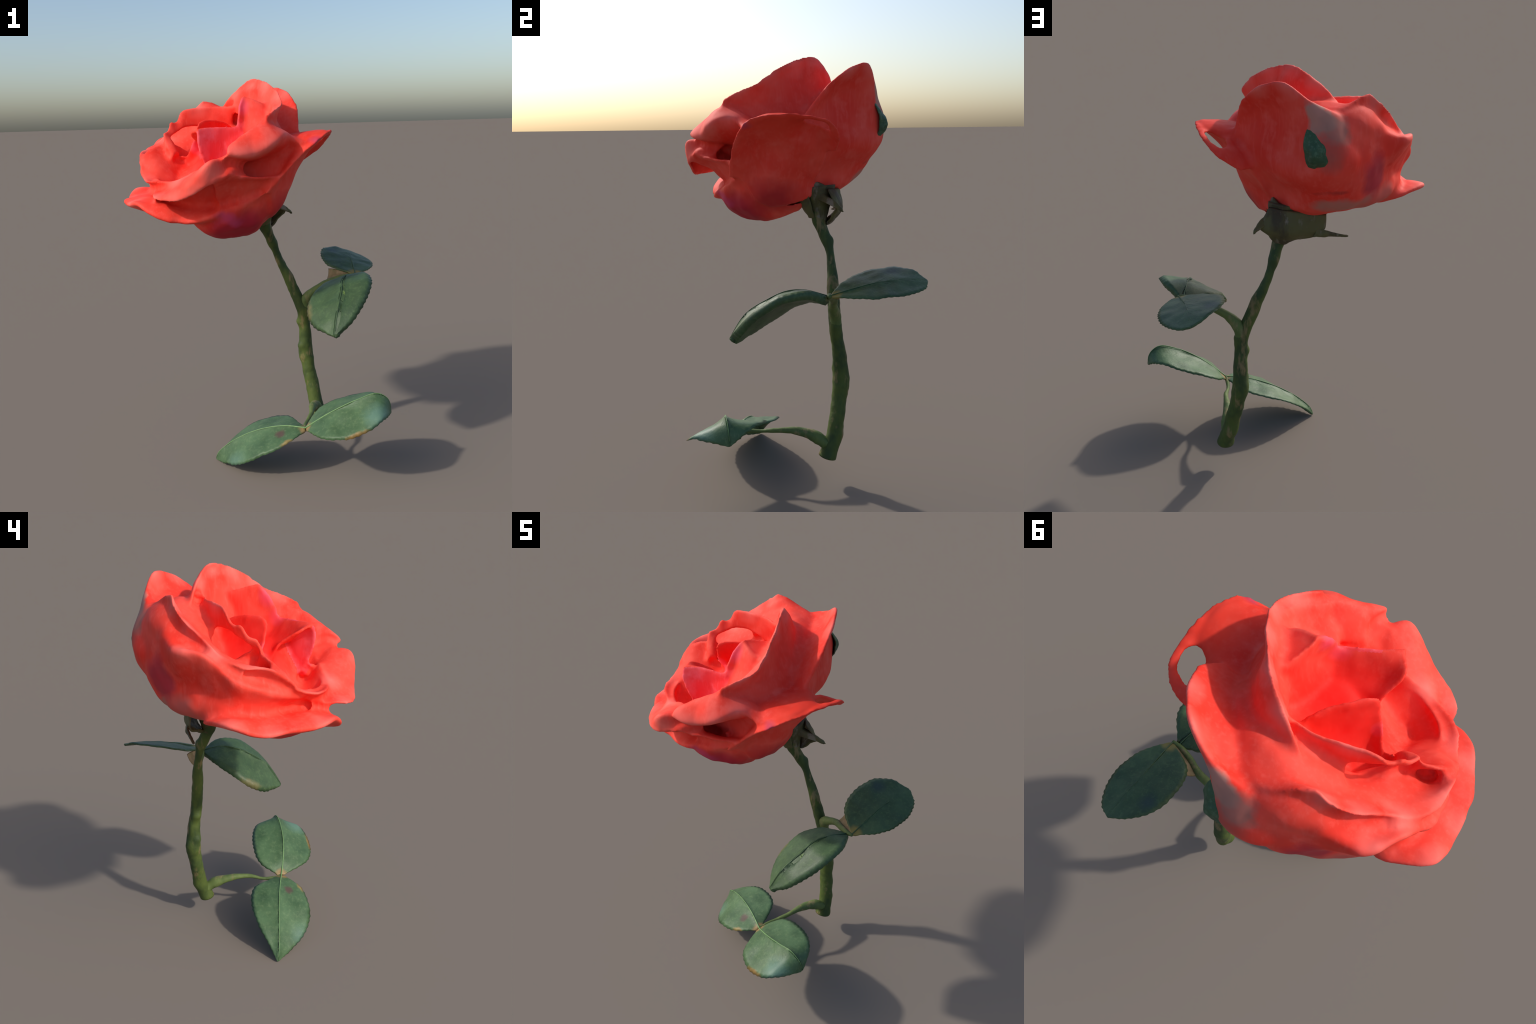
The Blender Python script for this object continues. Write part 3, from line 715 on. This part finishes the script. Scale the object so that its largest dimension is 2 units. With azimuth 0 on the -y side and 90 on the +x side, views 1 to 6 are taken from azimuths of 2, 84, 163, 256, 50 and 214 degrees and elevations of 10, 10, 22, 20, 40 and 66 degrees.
# ---------------------------------------------------------------- sepals
def sepal(rows, thickness=.012, nu=28, nv=36, mat=None):
    sheet('sepal', loft(rows, nu, nv), thickness, mat or SEPAL, rose, wobble=.005, wobble_freq=25, seed=len(rows[0]) + rows[0][0][0] * 9)

# reflexed sepal on the right
sepal([[(.075, .06, 1.385), (.085, .12, 1.41), (.07, .17, 1.39)],
       [(.085, .11, 1.335), (.105, .15, 1.35), (.09, .19, 1.33)],
       [(.155, .17, 1.305), (.17, .195, 1.315), (.155, .215, 1.30)],
       [(.205, .224, 1.277), (.207, .227, 1.274), (.21, .23, 1.277)]])
# fan of sepals joined at the back, with a thorn-like tip on the left
sepal([[(.12, .17, 1.38), (.06, .22, 1.375), (.0, .25, 1.37), (-.07, .26, 1.36), (-.13, .25, 1.35)],
       [(.17, .20, 1.29), (.10, .235, 1.28), (.03, .255, 1.27), (-.06, .265, 1.275), (-.12, .265, 1.285)],
       [(.14, .195, 1.26), (.10, .205, 1.235), (.05, .21, 1.22), (-.02, .235, 1.245), (-.10, .26, 1.262)],
       [(.09, .175, 1.205), (.08, .175, 1.20), (.065, .17, 1.195), (.055, .17, 1.205), (.04, .17, 1.215)]])
sepal([[(-.06, .26, 1.30), (-.07, .27, 1.275), (-.06, .265, 1.25)],
       [(-.13, .27, 1.275), (-.13, .275, 1.262), (-.13, .27, 1.25)],
       [(-.235, .267, 1.241), (-.236, .266, 1.238), (-.236, .265, 1.236)]])
# sepals on the front of the cup
sepal([[(.03, .105, 1.235), (.055, .10, 1.23), (.08, .12, 1.235)],
       [(.01, .06, 1.285), (.06, .055, 1.30), (.10, .09, 1.32)],
       [(.02, .02, 1.31), (.075, .01, 1.35), (.115, .07, 1.38)]])
# green sepal lying on the back of the bloom
sepal([[(.02, .405, 1.80), (.01, .41, 1.80), (.0, .41, 1.80)],
       [(.05, .435, 1.73), (.01, .46, 1.735), (-.04, .465, 1.73)],
       [(.045, .44, 1.67), (.02, .483, 1.68), (-.04, .49, 1.66)],
       [(.02, .43, 1.61), (.0, .44, 1.60), (-.02, .44, 1.60)]], .008, mat=SEPAL_GREEN)
